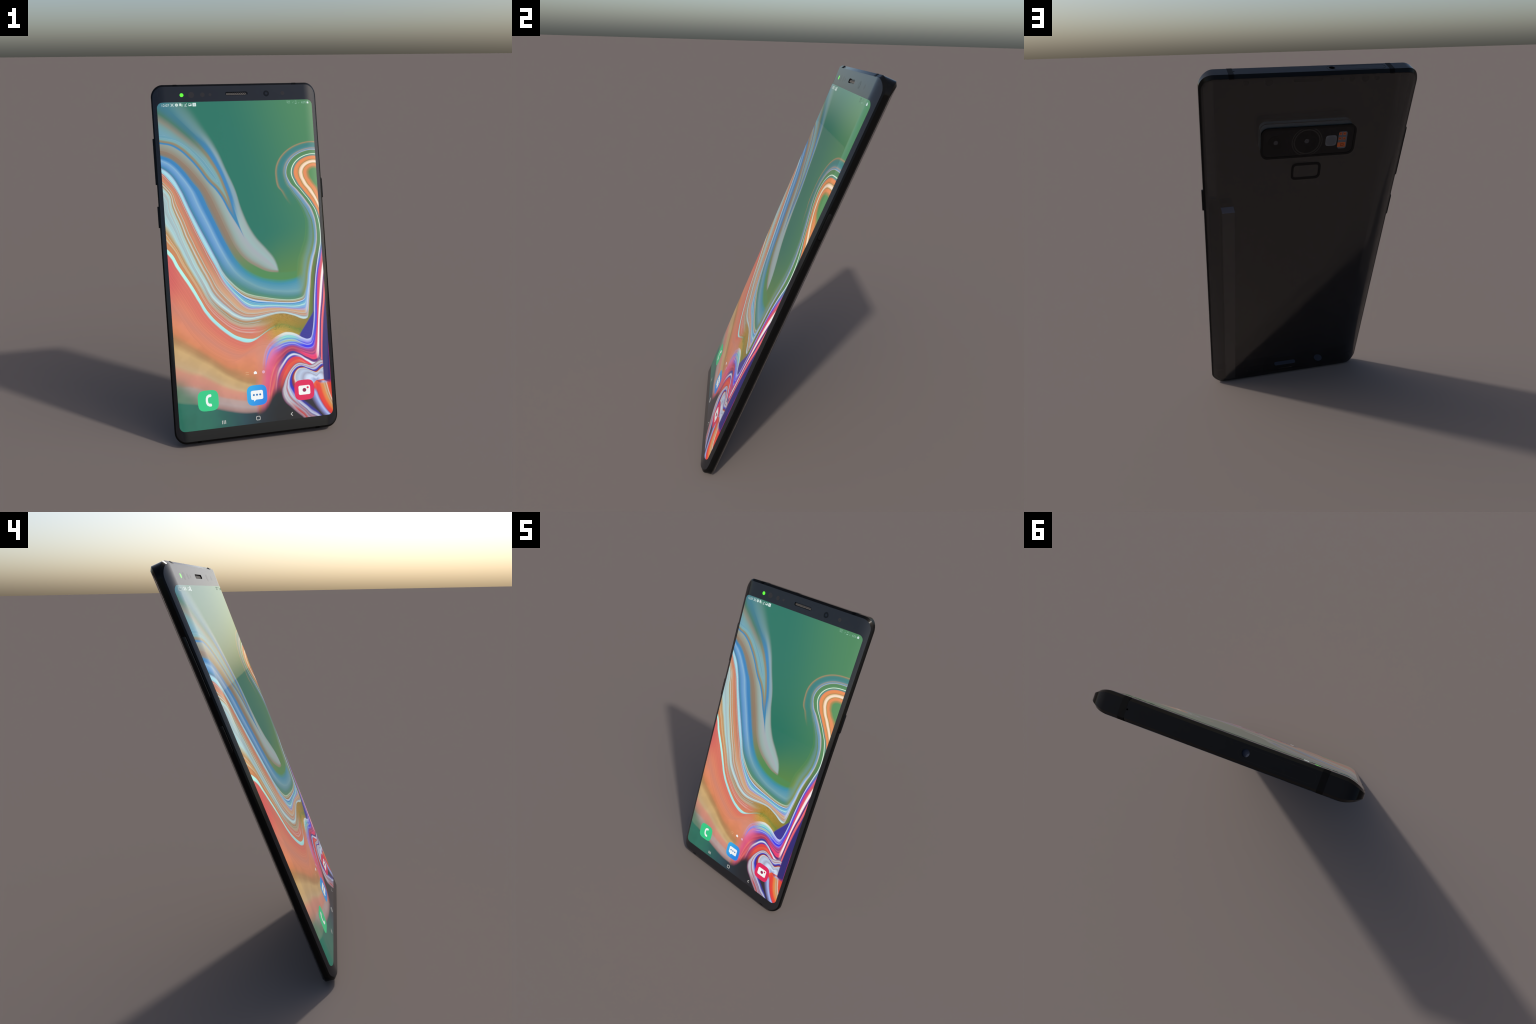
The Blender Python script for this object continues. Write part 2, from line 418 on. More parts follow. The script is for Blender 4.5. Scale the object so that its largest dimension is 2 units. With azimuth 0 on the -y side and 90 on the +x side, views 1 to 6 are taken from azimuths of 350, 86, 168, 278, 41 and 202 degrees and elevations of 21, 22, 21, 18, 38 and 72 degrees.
    # right hand lines: green shade above, violet shade below
    rt = g.ramp(phi, [(0, (84, 140, 90)), (.6, (86, 140, 88)), (1.5, (94, 142, 130)), (2.1, (104, 144, 140)), (2.8, (104, 140, 84)), (3.0, (104, 150, 176)), (3.7, (112, 154, 184)), (4.2, (138, 166, 190)), (4.5, (190, 196, 206)),
                      (4.8, (186, 162, 160)), (5.0, (92, 140, 92)), (5.8, (84, 138, 90)), (6.75, (92, 146, 96)), (6.9, (222, 244, 224)), (7.08, (232, 248, 236)), (7.2, (92, 148, 110)), (7.6, (98, 142, 140)),
                      (7.85, (236, 134, 92)), (8.15, (240, 150, 84)), (8.45, (230, 140, 84)), (8.56, (150, 140, 84)), (8.68, (246, 200, 150)), (8.95, (255, 236, 220)), (9.2, (252, 214, 168)), (9.34, (150, 140, 84)), (9.5, (236, 146, 88)), (9.95, (236, 146, 92)), (10.3, (176, 142, 84)), (10.8, (92, 148, 92))], 11)
    RB_STOPS = [(0, (120, 146, 80)), (1.2, (120, 150, 90)), (2.0, (116, 156, 140)), (2.7, (130, 146, 84)), (3.0, (150, 170, 150)), (3.3, (130, 170, 214)), (3.8, (150, 190, 236)), (4.2, (206, 226, 244)), (4.5, (150, 180, 220)), (4.8, (222, 190, 170)),
                      (5.0, (120, 136, 72)), (5.9, (104, 124, 58)), (6.5, (92, 100, 80)), (6.75, (66, 60, 150)), (6.88, (222, 232, 250)), (7.1, (200, 206, 250)), (7.35, (104, 120, 214)), (7.6, (66, 60, 226)), (7.85, (90, 70, 220)),
                      (8.05, (196, 66, 140)), (8.45, (222, 74, 110)), (8.62, (240, 120, 110)), (8.75, (255, 244, 246)), (9.15, (255, 250, 250)), (9.3, (196, 110, 160)), (9.5, (60, 46, 120)), (9.7, (70, 50, 126)), (9.8, (246, 112, 124)), (10.15, (240, 100, 110)), (10.4, (56, 44, 120))]
    rb = g.ramp(phi, RB_STOPS, 11)
    right = g.mix(g.step(y, .18, -.12), rt, rb)
    paint = g.mix(g.step(p, -.22, .12), left, low)
    thread = g.noise(None, 11.0, 3.0, '1D', w=phi + (g.noise(vec, 2.2, 1.0) - 0.5) * 0.12)
    fine = g.step(phi, 2.7, 3.1) * g.step(phi + g.step(x, -.02, .08) * .7, 5.9, 5.7) * g.step(x + y * .2, .34, .20)
    paint = g.mix(g.step(thread, .56, .63) * fine * .45, paint, (196, 226, 226))
    paint = g.mix(g.step(thread, .44, .38) * fine * .32, paint, (178, 120, 82))
    paint = g.mix(w_right, paint, right)
    haze = g.step(phi_raw, 0.05, 1.5)
    col = g.mix(g.step(phi_raw, 0.02, 0.16) * (1 - w_right * (1 - haze)), col, paint)

    # --- loose outline loop around the hook
    vo = ycurve([(.300, .27), (.282, .311), (.254, .359), (.236, .397), (.208, .450), (.205, .512)])
    dl = (xe - vo)
    span = v3 - vo
    loop_t = g.math('DIVIDE', dl, g.math('MAXIMUM', span, 0.01), clamp=True)
    loop = g.ramp(loop_t, [(0, (150, 140, 104)), (.10, (196, 140, 104)), (.2, (120, 134, 112)), (.3, (64, 130, 138)), (.55, (58, 128, 140)), (.7, (70, 134, 150)), (.82, (96, 140, 160)), (.9, (170, 150, 150)), (1, (180, 160, 158))], 1)
    m_loop = g.step(dl, -0.003, 0.006) * g.step(v3 - xe, -0.001, 0.002) * g.step(y, .30, .46) * g.step(loop_t * g.step(y, .60, .46) - g.step(y, .45, .56) * .0, 1.5, -.4)
    col = g.mix(m_loop * 0.78, col, loop)

    # --- salmon field with soft folds, then the dark ground of the dock
    a7s = pcurve([(-.4, -.72), (-.016, -.638), (.109, -.612), (.240, -.592), (.377, -.576), (.496, -.538)], hi=.9)
    a8s = pcurve([(-.2, -.98), (.177, -.826), (.245, -.775), (.392, -.724), (.492, -.672), (.550, -.635)], hi=.9)
    a9s = pcurve([(-.1, -1.1), (.247, -.899), (.340, -.836), (.444, -.784), (.522, -.743), (.595, -.696), (.646, -.649)], hi=1.0)
    sal = levels(q, [a6, a7s, a8s, a9s, a9s - 0.05], +1)
    scol = g.ramp(sal, [(0, (220, 120, 104)), (.18, (222, 120, 100)), (.35, (224, 134, 104)), (.5, (214, 136, 112)), (.65, (224, 138, 104)), (.85, (218, 136, 92)), (.96, (186, 134, 88)), (1.04, (184, 142, 94)), (1.16, (206, 170, 116)),
                        (1.34, (202, 168, 120)), (1.48, (204, 172, 130)), (1.62, (212, 148, 124)), (1.8, (210, 142, 124)), (1.95, (204, 142, 124)), (2.1, (186, 158, 152)), (2.5, (182, 160, 158)), (2.8, (166, 134, 130)), (3.0, (132, 112, 112))], 3.0)
    edge = g.step(x, -.36, -.47)
    scol = g.mix(edge * g.step(y, -.30, -.10) * .75, scol, (214, 96, 96))
    dock = g.ramp(x, [(-.47, (44, 112, 94)), (-.30, (46, 110, 94)), (-.18, (44, 94, 90)), (-.08, (42, 72, 82)), (.02, (38, 48, 58)), (.12, (34, 36, 42)), (.4, (38, 34, 38))], .47, -.47)
    scol = g.mix(edge * g.step(y, -.62, -.76), scol, (92, 122, 100))
    scol = g.mix(g.step(x, -.20, -.44) * g.step(y, -.70, -.80), scol, (96, 128, 106))
    scol = g.mix(g.step(sal, 2.86, 3.12), scol, dock)
    m_sal = g.step(phi_a, 6.06, 6.12) * g.step(x, .14, .02)
    col = g.mix(m_sal, col, scol)

    # --- waves and pink stream
    wphi = g.math('SMOOTH_MAX', phi_w + 7.0, g.math('MINIMUM', phi_b, 10.0) * g.step(y, -.70, -.62), 0.7) + drift - 0.1
    wl = g.ramp(wphi, [(7, (214, 140, 116)), (7.08, (210, 150, 150)), (7.16, (196, 150, 180)), (7.26, (212, 132, 140)), (7.42, (190, 146, 190)), (7.52, (140, 140, 226)), (7.66, (140, 130, 226)), (7.78, (220, 130, 156)), (8.0, (214, 120, 176)), (8.2, (226, 104, 150)),
                       (8.5, (222, 96, 130)), (8.7, (230, 84, 130)), (8.85, (224, 100, 110)), (8.95, (236, 120, 116)), (9.05, (214, 84, 110)), (9.2, (226, 110, 104)), (9.4, (190, 66, 96)), (9.7, (130, 56, 90)), (9.9, (66, 50, 130)), (10, (70, 52, 110)), (10.5, (60, 48, 80))], 11, 7)
    wm = g.ramp(wphi, [(7, (226, 236, 226)), (7.12, (206, 220, 226)), (7.2, (140, 216, 214)), (7.34, (150, 226, 214)), (7.42, (96, 160, 214)), (7.52, (160, 206, 214)), (7.62, (190, 190, 130)), (7.7, (150, 190, 220)), (7.8, (90, 96, 226)), (7.9, (170, 180, 240)),
                       (8.0, (90, 90, 220)), (8.1, (120, 100, 214)), (8.2, (150, 70, 150)), (8.4, (184, 64, 100)), (8.55, (206, 90, 110)), (8.7, (160, 56, 90)), (8.9, (176, 60, 100)), (9.0, (50, 60, 150)), (9.15, (60, 70, 170)), (9.24, (214, 224, 246)), (9.32, (236, 240, 248)), (9.4, (120, 110, 200)),
                       (9.48, (60, 50, 180)), (9.62, (232, 66, 70)), (9.9, (226, 74, 70)), (10.0, (236, 96, 66)), (10.5, (226, 80, 66))], 11, 7)
    wr = g.ramp(wphi, [(7, (200, 206, 250)), (7.2, (164, 164, 244)), (7.36, (140, 130, 236)), (7.46, (66, 60, 230)), (7.55, (180, 180, 248)), (7.66, (64, 58, 240)), (7.86, (66, 56, 240)), (7.95, (150, 140, 240)), (8.05, (150, 80, 190)), (8.2, (186, 70, 140)),
                       (8.3, (150, 60, 130)), (8.45, (214, 90, 130)), (8.55, (160, 60, 120)), (8.7, (240, 70, 130)), (8.85, (236, 60, 110)), (9.0, (246, 70, 110)), (9.1, (70, 40, 110)), (9.25, (120, 60, 140)), (9.35, (240, 246, 255)), (9.5, (226, 226, 250)), (9.58, (236, 60, 90)),
                       (9.8, (240, 70, 84)), (9.95, (250, 130, 110)), (10.05, (226, 100, 66)), (10.5, (230, 60, 60))], 11, 7)
    stream = g.ramp(wphi, [(7, (218, 132, 104)), (7.4, (222, 116, 124)), (8.0, (226, 100, 134)), (8.5, (224, 92, 130)), (8.75, (232, 96, 116)), (8.85, (236, 130, 120)), (8.95, (214, 76, 110)), (9.1, (232, 112, 104)), (9.2, (190, 66, 96)),
                            (9.35, (206, 80, 90)), (9.6, (130, 56, 90)), (9.85, (70, 50, 110)), (10, (60, 48, 90)), (10.5, (56, 46, 70))], 11, 7)
    wl = g.mix(g.step(y, -.57, -.68), wl, stream)
    wcol = g.mix(g.step(x, .10, .20), wl, wm)
    wcol = g.mix(g.step(x, .24, .32), wcol, wr)
    floor_y = g.curve(x, [(-.02, -.905), (.03, -.895), (.06, -.872), (.085, -.838), (.105, -.808), (.13, -.79), (.2, -.79)], 0, 0, (-.02, .48))
    wcol = g.mix(g.step(floor_y - y, -.035, .035), wcol, dock)
    m_w = g.step(y - h7, g.curve(x, [(-.02, .75), (.02, .50), (.05, .16), (.10, .014), (.2, .004), (.48, .004)], 0, 0, (-.02, .48)), -0.004)
    # navy pocket between the gold and the right hand lines
    navy = g.step((x - .354) * 1.35 - .385 - y, -.008, .008) * g.step(x, .265, .30) * g.step(phi_b, 6.9, 6.8)
    col = g.mix(navy, col, (62, 56, 150))
    m_b = g.step(phi_b, 6.82, 6.92) * g.step(y, -.24, -.32) * g.step(y, -.735, -.68)
    m_ww = m_w * g.step(x, -.02, .0)
    union = g.math('SMOOTH_MAX', phi_w + 7.0, phi_b, 0.7)
    w_b = g.step(phi_b - phi_w - 7.0, -.7, .5) * g.step(y, -.735, -.66)
    rb2 = g.ramp(union + drift, RB_STOPS, 11)
    col = g.mix(m_b, col, rb2)
    col = g.mix(m_ww * (1 - w_b), col, wcol)
    # dark strip on the far right
    far = g.step(x - g.curve(y, [(-1.0, .44), (-.75, .418), (-.6, .422), (-.45, .438), (-.28, .462), (-.1, .485), (.0, .5)], 0, 0, (-1.0, 0.0)), -0.002, 0.004)
    col = g.mix(far * g.step(y, -.06, -.16), col, (50, 42, 116))
    col = g.mix(far * g.step(y, -.76, -.80), col, (226, 58, 56))
    col = g.mix(g.step(x, .464, .470) * g.step(y, -.52, -.58), col, (232, 44, 120))

    # --- curl in the lower right corner
    cx, cy = .372, -.762
    ux, uy = x - cx, y - cy
    rad = g.math('SQRT', ux * ux + uy * uy)
    ang = g.math('ARCTAN2', ux, uy)                 # 0 up, negative to the left
    ang = ang + g.math('GREATER_THAN', ang, 1.5) * (-2 * math.pi)   # runs from up, by the left, to lower right

    def polar(pts):
        out = []
        for a, b in pts:
            t = math.atan2(a - cx, b - cy)
            if t > 1.5:
                t -= 2 * math.pi
            out.append((t, math.hypot(a - cx, b - cy)))
        return g.curve(ang, sorted(out), 0, 0, (-4.8, 1.55))

    t1 = polar([(.42, -.640), (.35, -.662), (.312, -.652), (.252, -.648), (.201, -.700), (.167, -.765), (.154, -.821), (.166, -.863), (.210, -.915), (.265, -.968), (.34, -1.04)])
    t2 = polar([(.43, -.672), (.37, -.702), (.333, -.689), (.281, -.668), (.238, -.691), (.217, -.730), (.214, -.770), (.235, -.813), (.284, -.877), (.340, -.930), (.391, -.977), (.45, -1.03)])
    t3 = polar([(.43, -.69), (.38, -.715), (.356, -.706), (.298, -.680), (.255, -.693), (.241, -.726), (.250, -.768), (.321, -.863), (.371, -.922), (.434, -.982)])
    t4 = t3 * 0.45
    curl = levels(rad, [t1, t2, t3, t4, t4 * 0.2], +1) + drift * .5
    # on the left: striped rim, then the pale pool; below: dark, lilac, red and orange folds
    pool = g.ramp(curl, [(0, (120, 60, 96)), (.1, (150, 130, 150)), (.2, (206, 200, 206)), (.28, (190, 186, 200)), (.36, (206, 206, 218)), (.44, (170, 160, 180)), (.5, (196, 86, 70)), (.56, (176, 170, 196)), (.66, (206, 214, 232)), (.74, (176, 176, 206)), (.82, (150, 150, 220)),
                         (.9, (52, 52, 190)), (1.15, (46, 48, 176)), (1.3, (120, 44, 66)), (1.6, (170, 60, 66)), (1.8, (206, 150, 130)), (1.95, (240, 226, 214)), (2.1, (176, 186, 206)), (2.4, (190, 204, 230)), (2.7, (164, 168, 192)), (3.0, (206, 220, 244)), (3.4, (214, 226, 250)), (3.8, (176, 190, 226)), (4, (160, 170, 210))], 4)
    folds = g.ramp(curl, [(0, (60, 46, 66)), (.06, (150, 110, 130)), (.15, (172, 140, 150)), (.24, (196, 60, 60)), (.34, (176, 110, 120)), (.42, (170, 160, 180)), (.5, (150, 110, 136)), (.58, (176, 140, 150)), (.68, (120, 110, 160)), (.74, (196, 206, 230)), (.84, (170, 170, 206)),
                          (.93, (52, 52, 160)), (1.1, (56, 52, 110)), (1.3, (46, 42, 52)), (2.0, (50, 46, 56)), (2.25, (96, 90, 130)), (2.5, (140, 150, 214)), (2.72, (176, 196, 240)), (2.9, (110, 90, 150)), (3.05, (196, 44, 50)), (3.3, (236, 70, 56)), (3.7, (240, 110, 66)), (4, (236, 90, 60))], 4)
    ccol = g.mix(g.step(ang, -2.05, -2.55), pool, folds)
    # orange fan right of the pool
    fx = g.curve(y, [(-1.0, .52), (-.95, .475), (-.90, .445), (-.85, .425), (-.80, .413), (-.74, .40)], 0, 0, (-1.0, -.70))
    fan_t = x - fx
    fan = g.ramp(fan_t, [(-.05, (230, 56, 62)), (-.02, (236, 74, 56)), (-.008, (236, 130, 70)), (.004, (226, 146, 84)), (.012, (206, 180, 140)), (.018, (196, 130, 80)), (.026, (230, 206, 190)), (.031, (226, 90, 66)), (.06, (226, 54, 50))], .06, -.05)
    m_fan = g.step(fan_t, -.052, -.036) * g.step(y, -.768, -.790)
    lilac_t = g.ramp(fan_t, [(-.15, (48, 44, 54)), (-.10, (52, 46, 60)), (-.088, (92, 84, 120)), (-.07, (140, 150, 210)), (-.058, (180, 200, 244)), (-.05, (150, 150, 210)), (-.043, (140, 50, 80)), (-.036, (220, 50, 54))], -.03, -.15)
    below = g.step(y - x * 0.9, -1.085, -1.13)
    ccol = g.mix(g.step(fan_t, -.10, -.09) * g.step(y, -.80, -.84), ccol, lilac_t)
    ccol = g.mix(m_fan, ccol, fan)
    m_c = g.step(t1 - rad, -0.004, 0.004) * g.step(x - g.step(y, -.74, -.72) * .0, .455, .452)
    m_c = g.step(t1 - rad, -0.004, 0.004) * g.step(x + g.step(y, -.80, -.76) * .06, .485, .475)
    m_c = g.math('MAXIMUM', m_c, m_fan * g.step(y, -.77, -.81))
    col = g.mix(m_c, col, ccol)

    # faint streaks along the flow
    streak = g.noise(None, 26.0, 3.0, '1D', w=phi)
    n = g.node("ShaderNodeHueSaturation")
    g.put(n.inputs["Value"], (streak - 0.5) * 0.24 * g.step(phi_raw, .05, .2) + 1.0)
    n.inputs["Fac"].default_value = 1
    nt.links.new(col.s, n.inputs["Color"])

    bsdf.inputs["Base Color"].default_value = (*lin((14, 14, 15)), 1)
    bsdf.inputs["Specular IOR Level"].default_value = 0.0
    bsdf.inputs["Coat Weight"].default_value = 1.0
    bsdf.inputs["Coat Roughness"].default_value = 0.03
    bsdf.inputs["Coat IOR"].default_value = 1.5
    nt.links.new(n.outputs[0], bsdf.inputs["Emission Color"])
    bsdf.inputs["Emission Strength"].default_value = 0.97
    return m
#WALLPAPER_END


M_WALL = wallpaper()


# ------------------------------------------------------------------ plan outlines
def rounded(hx, hy, r, seg=10, cx=0.0, cy=0.0):
    """rounded rectangle, counter clockwise from the right side"""
    pts = []
    for sx, sy, a0 in ((1, 1, 0), (-1, 1, 90), (-1, -1, 180), (1, -1, 270)):
        for i in range(seg + 1):
            a = math.radians(a0 + 90 * i / seg)
            pts.append((cx + sx * (hx - r) + r * math.cos(a), cy + sy * (hy - r) + r * math.sin(a)))
    return pts


def sheet(name, hx, top, bot, r, zfun, thick=0.0):
    """sheet over a rounded rectangle, curved only across x; thickness goes inwards (sign of thick)"""
    xs = []
    for i in range(15):
        xs.append(-hx + r * (1 - math.cos(math.radians(90 * i / 14))))
    n = 26
    for i in range(1, n):
        xs.append(-hx + r + 2 * (hx - r) * i / n)
    xs += [-v for v in reversed(xs[:15])]
    xs = sorted(set(round(v, 6) for v in xs + [BEND_X + .003 * k for k in range(28)]))
    xs = [v for v in xs if 0 <= v <= hx + 1e-6]
    keep = [xs[-1]]
    for v in reversed(xs[:-1]):
        if keep[-1] - v > (.0004 if v > hx - r * .3 else .0008):
            keep.append(v)
    keep = [v for v in keep if v > .002]
    xs = [-v for v in keep] + keep[::-1]
    verts, faces = [], []
    layers = (0.0,) if thick == 0 else (0.0, thick)
    for t in layers:
        for xv in xs:
            d = abs(xv) - (hx - r)
            cut = r - math.sqrt(max(0.0, r * r - d * d)) if d > 0 else 0.0
            for yv in (bot + cut, top - cut):
                verts.append((xv, yv, zfun(xv) + t))
    n = len(xs)
    for i in range(n - 1):
        faces.append((2 * i, 2 * i + 2, 2 * i + 3, 2 * i + 1))
    if thick != 0:
        o = 2 * n
        for i in range(n - 1):
            faces.append((o + 2 * i, o + 2 * i + 1, o + 2 * i + 3, o + 2 * i + 2))
            faces.append((2 * i, o + 2 * i, o + 2 * i + 2, 2 * i + 2))
            faces.append((2 * i + 1, 2 * i + 3, o + 2 * i + 3, o + 2 * i + 1))
        faces.append((0, 1, o + 1, o))
        e = 2 * (n - 1)
        faces.append((e, o + e, o + e + 1, e + 1))
    return clean(mesh_of(name, verts, faces)) if thick else mesh_of(name, verts, faces)


# ------------------------------------------------------------------ frame
def band_z(x, ny):
    return fz(x) - (0.0018 + (0.0105 - 0.0018) * ny)


def frame_mesh():
    seg = 16
    outer = rounded(HX, HY, RC, seg)
    glass = rounded(HX - SIDE_IN, HY - TOP_IN, RC - 0.008, seg)
    inner = rounded(HX - 0.022, HY - 0.030, RC - 0.028, seg)
    n = len(outer)
    angs = [90 * (k // (seg + 1)) + 90 * (k % (seg + 1)) / seg for k in range(n)]
    ny = [abs(math.sin(math.radians(a))) for a in angs]
    rings = []
    def small(i, s): return (*inner[i], s * (fz(inner[i][0]) - 0.0085))
    def lip(i, s): return (*glass[i], s * (fz(glass[i][0]) - 0.0004))
    def edge(i, s): return (*outer[i], s * band_z(outer[i][0], ny[i]))
    for fn, s in ((small, 1), (lip, 1), (edge, 1), (edge, -1), (lip, -1), (small, -1)):
        rings.append([fn(i, s) for i in range(n)])
    verts = [v for r in rings for v in r]
    faces = []
    R = len(rings)
    for k in range(R):
        k2 = (k + 1) % R
        for i in range(n):
            j = (i + 1) % n
            faces.append((k * n + i, k * n + j, k2 * n + j, k2 * n + i))
    return clean(mesh_of("frame", verts, faces))


def cut(target, cutter_mesh):
    c = bpy.data.objects.new("cutter", cutter_mesh)
    bpy.context.scene.collection.objects.link(c)
    c.matrix_world = POSE
    md = target.modifiers.new("cut", 'BOOLEAN')
    md.operation = 'DIFFERENCE'
    md.solver = 'EXACT'
    md.object = c
    bpy.context.view_layer.update()
    dg = bpy.context.evaluated_depsgraph_get()
    me = bpy.data.meshes.new_from_object(target.evaluated_get(dg))
    old = target.data
    target.modifiers.clear()
    target.data = me
    me.name = old.name
    bpy.data.objects.remove(c)


def prism(name, pts, z0, z1, axis='z', bend=False, bevel=0.0):
    """extrude a plan outline between two depths; axis y: pts are (x, z), depths along y"""
    n = len(pts)
    verts = []
    for z in (z0, z1):
        for a, b in pts:
            if axis == 'z':
                verts.append((a, b, z + (fz(a) - ZF if bend else 0)))
            elif axis == 'y':
                verts.append((a, z, b))
            else:
                verts.append((z, a, b))
    faces = [tuple(range(n)), tuple(range(2 * n - 1, n - 1, -1))]
    for i in range(n):
        j = (i + 1) % n
        faces.append((i, j, n + j, n + i))
    me = clean(mesh_of(name, verts, faces))
    if bevel > 0:
        bm = bmesh.new()
        bm.from_mesh(me)
        es = [e for e in bm.edges if len(e.link_faces) == 2 and e.calc_face_angle() > 1.0]
        bmesh.ops.bevel(bm, geom=es, offset=bevel, segments=2, profile=0.5, affect='EDGES')
        bm.to_mesh(me)
        bm.free()
    return me


def disc(cx, cy, r, n=28):
    return [(cx + r * math.cos(2 * math.pi * i / n), cy + r * math.sin(2 * math.pi * i / n)) for i in range(n)]


def ring_prism(name, outer, inner, z0, z1, axis='z'):
    n = len(outer)
    verts = []
    for z in (z0, z1):
        for pts in (outer, inner):
            for a, b in pts:
                verts.append((a, b, z) if axis == 'z' else (a, z, b))
    faces = []
    for i in range(n):
        j = (i + 1) % n
        faces += [(i, j, n + j, n + i), (2 * n + i, 3 * n + i, 3 * n + j, 2 * n + j),
                  (i, 2 * n + i, 2 * n + j, j), (n + i, n + j, 3 * n + j, 3 * n + i)]
    return clean(mesh_of(name, verts, faces))


def joined(name, meshes):
    bm = bmesh.new()
    for me in meshes:
        bm.from_mesh(me)
    out = bpy.data.meshes.new(name)
    bm.to_mesh(out)
    bm.free()
    return out


frame = add("frame", frame_mesh(), M_FRAME)
# ports and holes
cut(frame, prism("c", disc(-.0870, .0005, .0135, 32), 1.02, 1.07, 'y'))                  # tray pin hole
cut(frame, prism("c", disc(.3450, .0, .0032, 14), 1.02, 1.07, 'y'))                     # microphone
cut(frame, prism("c", rounded(.058, .0175, .0174, 10), -1.07, -1.02, 'y'))               # charging port
cut(frame, prism("c", disc(-.236, 0, .0235, 32), -1.07, -1.02, 'y'))                     # headphone socket
for k in range(6):
    cut(frame, prism("c", disc(.150 + .022 * k, 0, .0062, 14), -1.07, -1.02, 'y'))       # loudspeaker
cut(frame, prism("c", disc(.105, .0, .0040, 12), -1.07, -1.02, 'y'))
for poly in frame.data.polygons:
    poly.use_smooth = True
frame.data.set_sharp_from_angle(angle=math.radians(12))


# antenna bands: thin collars that follow the frame section
def collar(cx, w, top):
    s = 1 if top else -1
    e = 0.0003
    gy = HY - TOP_IN
    sec = [(gy, ZF - 0.0004 + e), (HY + e, band_z(0, 1) + e), (HY + e, -band_z(0, 1) - e), (gy, -ZF + 0.0004 - e), (gy - .004, -ZF + .003), (gy - .004, ZF - .003)]
    verts = [(xv, s * yy, zz) for xv in (cx - w, cx + w) for yy, zz in sec]
    n = len(sec)
    faces = [tuple(range(n)), tuple(range(2 * n - 1, n - 1, -1))] + [(i, (i + 1) % n, n + (i + 1) % n, n + i) for i in range(n)]
    return clean(mesh_of("antenna_band", verts, faces))


for cx in (.361, -.357):
    for top in (True, False):
        add("antenna_band", collar(cx, .0118, top), M_BAND, frame, smooth=30)

# side collars of the antenna run are hidden under paint; card tray outline on the top edge
tray_o = rounded(.1360, .0215, .0214, 12, -.1985, -.001)
tray_i = rounded(.1348, .0203, .0202, 12, -.1985, -.001)
add("tray_seam", ring_prism("tray_seam", tray_o, tray_i, HY - .004, HY + .0004, 'y'), M_HOLE, frame)

add("hole_light_disc", prism("hole_light_disc", disc(-.0870, .0005, .0150, 32), HY - .022, HY - .014, 'y'), M_HOLE_TINT, frame)  # added disc, gives the hole its bluish lit floor

# buttons
def button(y0, y1, side):
    pts = rounded((y1 - y0) / 2, .0078, .0070, 8, (y0 + y1) / 2, 0)
    return prism("button", pts, side * (HX - .012), side * (HX + .0076), 'x', bevel=.0018)


add("volume_button", button(.477, .750, -1), M_BUTTON, frame, smooth=35)
add("assistant_button", button(.223, .350, -1), M_BUTTON, frame, smooth=35)
add("power_button", button(.353, .475, 1), M_BUTTON, frame, smooth=35)

# bottom details
add("charging_socket", prism("charging_socket", rounded(.040, .0050, .0048, 8), -1.046, -1.030, 'y'), M_MESH, frame, smooth=30)
add("stylus_cap", prism("stylus_cap", rounded(.032, .0150, .0149, 10, .3080, 0), -HY - .0025, -HY + .02, 'y', bevel=.002), M_BUTTON, frame, smooth=35)

# ------------------------------------------------------------------ front glass
front = sheet("front_glass", HX - SIDE_IN, HY - TOP_IN, -(HY - TOP_IN), RC - .008, fz, -.0030)
front_glass = add("front_glass", front, M_BEZEL, smooth=25)
cut(front_glass, prism("c", rounded(.0672, .0105, .0100, 10, .0050, .9945), .036, .06))
front_glass.data.set_sharp_from_angle(angle=math.radians(25))

# earpiece: dark bed and a row of zigzag wires
add("earpiece_bed", prism("earpiece_bed", rounded(.0672, .0105, .0100, 8, .0050, .9945), .0330, .0350), M_HOLE, front_glass)


def zigzag_grille():
    parts = []
    n = 21
    w = .122
    for row, (yb, s) in enumerate(((.9983, 1), (.9912, -1))):
        pts = [(.0050 - w / 2 + w * i / n, yb + (0.0028 if i % 2 else -0.0028) * s) for i in range(n + 1)]
        for a, b in zip(pts[:-1], pts[1:]):
            d = Vector((b[0] - a[0], b[1] - a[1]))
            t = Vector((-d.y, d.x)).normalized() * .0017
            quad = [(a[0] - t.x, a[1] - t.y), (b[0] - t.x, b[1] - t.y), (b[0] + t.x, b[1] + t.y), (a[0] + t.x, a[1] + t.y)]
            parts.append(prism("w", quad, .0352, .0372 + .0002 * row))
    return joined("earpiece_grille", parts)


grille = add("earpiece_grille", zigzag_grille(), M_MESH, front_glass)
grille["kind"] = "stuff"

for nm, cx, r, mt in (("sensor_window", -.2640, .0175, M_SENSOR), ("sensor_window", -.1980, .0138, M_SENSOR),
                      ("sensor_window", -.1530, .0083, M_SENSOR), ("sensor_window", .2860, .0118, M_SENSOR),
                      ("front_camera", .1855, .0178, M_LENSIN), ("status_light", -.3205, .0108, M_LED)):
    add(nm, prism(nm, disc(cx, .9915, r), ZF - .001, ZF + .00015), mt, front_glass)
add("front_lens", prism("front_lens", disc(.1855, .9915, .0075), ZF - .001, ZF + .0003), M_LENSGLASS, front_glass)

# ------------------------------------------------------------------ display
display = add("display", sheet("display", SCR_X, SCR_TOP, SCR_BOT, SCR_R, lambda v: fz(v) + .0006), M_WALL, smooth=180)
ICON_Z = ZF + .0006


def glow(name, rgb, strength=0.97):
    return plain(name, (6, 6, 6), rough=0.03, spec=0.5, emit=rgb, strength=strength, coat=True)


